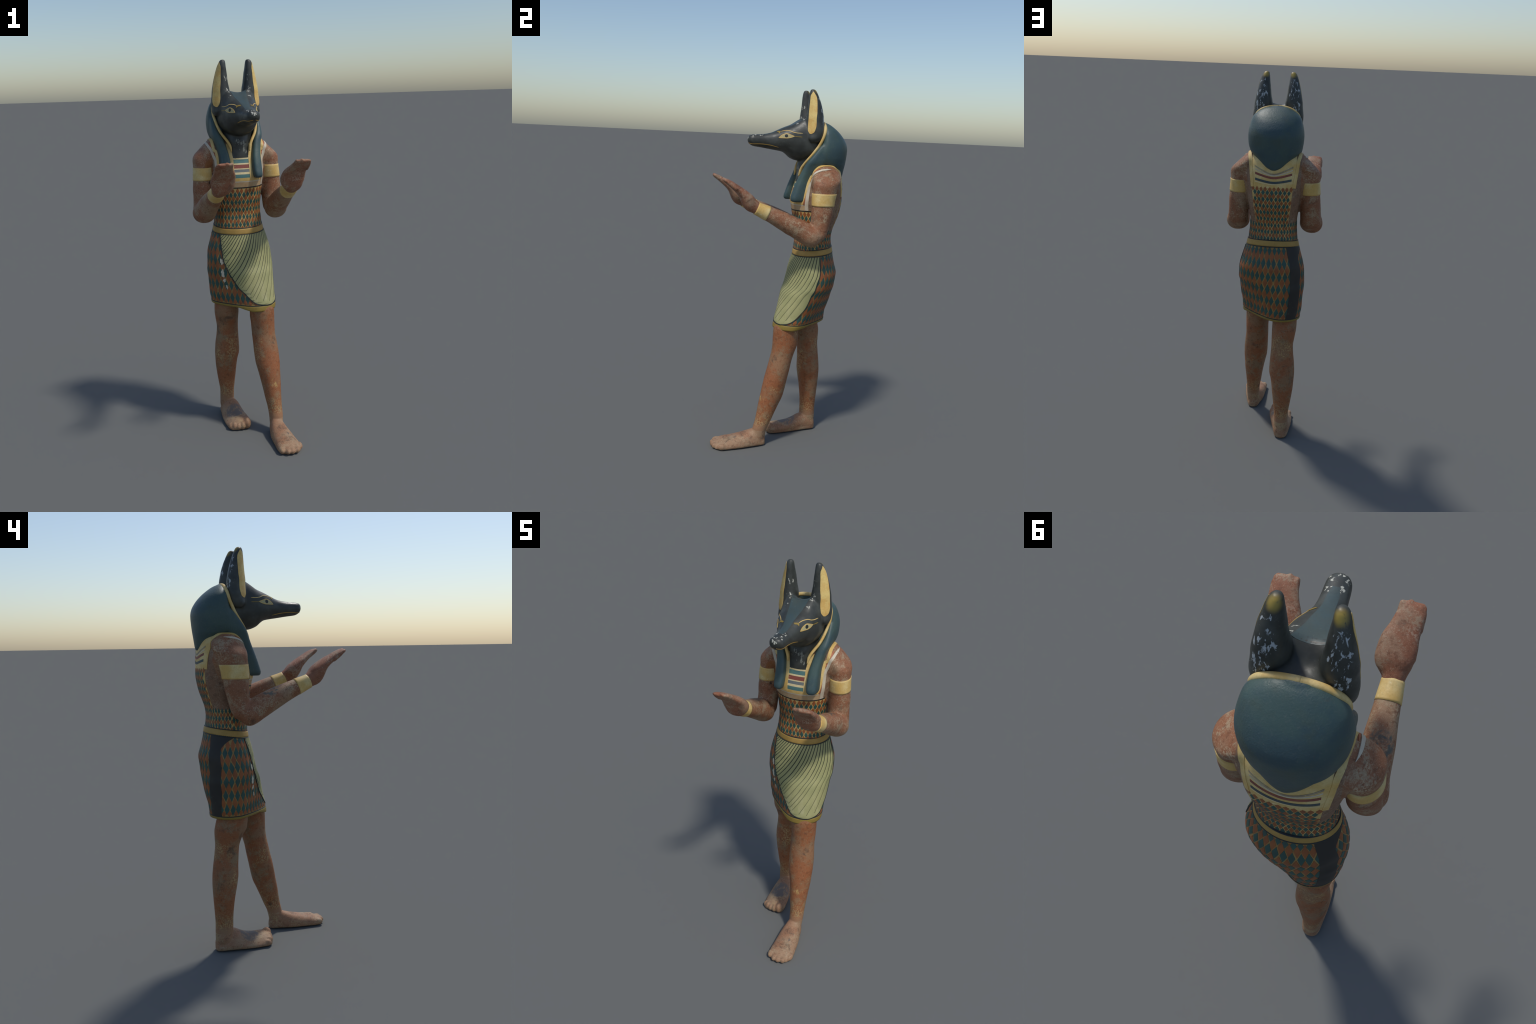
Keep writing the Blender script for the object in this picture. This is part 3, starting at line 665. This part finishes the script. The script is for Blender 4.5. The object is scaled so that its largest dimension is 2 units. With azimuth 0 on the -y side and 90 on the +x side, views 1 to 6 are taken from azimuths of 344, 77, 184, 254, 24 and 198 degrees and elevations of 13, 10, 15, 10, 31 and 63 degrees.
i = Inlay(); P, N = KC.grid(U, Z); i.piece(P, N, .0025, .0018*np.abs(np.sin(PI*PH))**.8)
APRON = i.add('pleated_apron', LINEN, KOB)
ink, soft = Inlay(), Inlay()
for k, (pu, pz) in enumerate(PL):
    q = (k+.6)/NP; n = len(pu); ok = pu < uR(pz)-.003; pu, pz = pu[ok], pz[ok]
    if len(pu) < 8: continue
    def line(inl, a, b, w0, w1, h):
        s = slice(int(a*len(pu)), max(int(a*len(pu))+3, int(b*len(pu)))); uu, zz = pu[s], pz[s]; m = len(uu)
        w = np.linspace(w0, w1, m)/KC.perimeter(.95)/2
        inl.piece(*KC.grid(np.stack([uu-w, uu, uu+w], 1), np.stack([zz, zz, zz], 1)), h)
    cut = 1.0 if q < .60 else max(.45, 1.0-(q-.60)*1.7)
    line(ink, .0, cut, .0046, .0038 if cut == 1 else .0016, .0038)
    if cut < 1: line(soft, cut-.03, .97, .0036, .0030, .0037)
ink.add('pleat_line', PLEAT_INK, KOB, True); soft.add('faded_pleat_line', PLEAT_SOFT, KOB, True)
i = Inlay()   # dark outline of the apron
def outline(zz, uu, w, h):
    T = np.gradient(np.stack([uu*KC.perimeter(.9), zz], 1), axis=0); T /= np.linalg.norm(T, axis=1)[:, None]
    du = -T[:, 1]*w/2/KC.perimeter(.9); dz = T[:, 0]*w/2
    i.piece(*KC.grid(np.stack([uu-du, uu, uu+du], 1), np.stack([zz-dz, zz, zz+dz], 1)), h)
t = np.linspace(0, 1, 60)
z1 = ZT+(ZB-ZT)*np.sin(t*PI/2)**.9; outline(z1, np.array([float(uL(z)) for z in z1]), .0050, .0042)
outline(z1, np.array([float(uR(z)) for z in z1]), .0042, .0042)
outline(np.full(12, ZB), np.linspace(float(uL(ZB)), float(uR(ZB)), 12), .0050, .0041)
i.add('apron_outline', INK, KOB)
# scales of the kilt, each its own piece
STR0, STR1 = KC.u_of(-.106, .309, .93), KC.u_of(-.158, .266, .93)
def stripe(z): k = max(0, (z-1.03)/.07); return STR0-.012*k, STR1+.075*k*k+.004*math.sin(z*40)
def in_kilt(u, z):
    u0, u1 = stripe(z)
    if u0+.012 < u < u1-.012: return False
    if z < 1.105 and z > ZB:
        a, b = float(uL(z)), float(uR(z))
        if a+.012 < u < b-.012 or u < b-1.012: return False
    return .712 < z < 1.11
base = []
NC, pitch = 33, .0350
tmpl = {}
for r in range(12):
    z = 1.100 - r*pitch
    for c in range(NC):
        u = (c+.5*(r % 2))/NC
        if not in_kilt(u, z): continue
        w = KC.perimeter(z)/NC; inl = Inlay(); f = .86*(1+random.uniform(-.04, .04))
        zz = z + random.uniform(-.0015, .0015); H = 2*pitch*f
        lo = max(zz-H/2, .7135); hi = min(zz+H/2, 1.108)
        diamond(inl, KC, u+random.uniform(-.002, .002), (lo+hi)/2, w*f, hi-lo, .0010, .0008)
        inl.add('scale', GREEN if r % 2 == 0 else RED, KOB)
i = Inlay(); zs = np.linspace(.712, 1.112, 50); U = np.zeros((50, 14)); Z = np.repeat(zs[:, None], 14, 1)
for a, z in enumerate(zs): u0, u1 = stripe(z); U[a] = np.linspace(u0, u1, 14)
i.piece(*KC.grid(U, Z), .0022); i.add('dark_stripe', DARK_STRIPE, KOB)
# chalk patches where the paint has gone
for u_xyz, w, hh in (((-.112, .118, .948), .012, .018), ((-.108, .108, .885), .013, .024), ((-.108, .103, .845), .009, .014), ((-.098, .092, .808), .007, .013)):
    u0 = KC.u_of(u_xyz[0], u_xyz[1], u_xyz[2]); a = np.linspace(-1, 1, 9); A, B = np.meshgrid(a, a, indexing='ij')
    rad = .8 + .16*np.sin(2*np.arctan2(B, A)+u_xyz[2]*90) + .13*np.sin(5*np.arctan2(B, A)+u_xyz[2]*50); X = A*np.sqrt(1-B*B/2)*rad; Y = B*np.sqrt(1-A*A/2)*rad
    i = Inlay(); i.piece(*KC.grid(u0+X*w/KC.perimeter(.9), u_xyz[2]+Y*hh), .0024); i.add('worn_patch', WHITE, KOB)

def hoop(name, mat, z0, z1, grow, tilt=0.0, hem=False, round_=.35, n=120, m=7, parent=None, rows=None):
    """closed band round the kilt"""
    out = []
    for e in np.linspace(0, 1, m):
        g = grow*(1-abs(2*e-1)**4*round_); ring = []
        for k in range(n):
            u = k/n; zz = z0+(z1-z0)*e; p, nn = BC.at(u, zz); q = p+nn*g; q[2] += tilt*(q[1]-.2)/.1
            if hem: q[2] += (1-e)*(float(hem_z(q[0], q[1]))-z0)
            ring.append(q)
        out.append(np.array(ring))
    inner = [np.stack([r[:, 0]*.9, (r[:, 1]-.2)*.9+.2, r[:, 2]], -1) for r in (out[0], out[-1])]
    return add(name, tube([inner[0]]+out+[inner[1]], name), mat, parent)
belt_rows = [r for r in kilt_rows if r[0] < 1.1] + [(1.125, 0, .201, .133, .1045, 0, 0), (1.17, 0, .201, .129, .1015, 0, 0)]
def belt_section(z, n=240):
    cx, cy, rx, ry, ox, oy = curves(belt_rows, np.array([z]))[0]; t = TH(n)
    k = np.tanh((np.cos(t)*ox+np.sin(t)*oy)/max(1e-4, math.hypot(ox, oy))*3.2)
    return np.stack([cx+rx*np.cos(t)+k*ox, cy+ry*np.sin(t)+k*oy], -1)
BC = SectionChart(belt_section)
BELT = hoop('belt', GOLD_DARK, 1.1050, 1.1345, .0050, .0125)
hoop('belt_edge', INK, 1.1000, 1.1052, .0046, .0125, parent=BELT); hoop('belt_edge', INK, 1.1343, 1.1390, .0042, .0125, parent=BELT)
hoop('hem', GOLD_OLIVE, .6880, .7110, .0030, 0.0, True, .5, parent=KOB); hoop('hem_line', INK, .7110, .7150, .0026, parent=KOB)
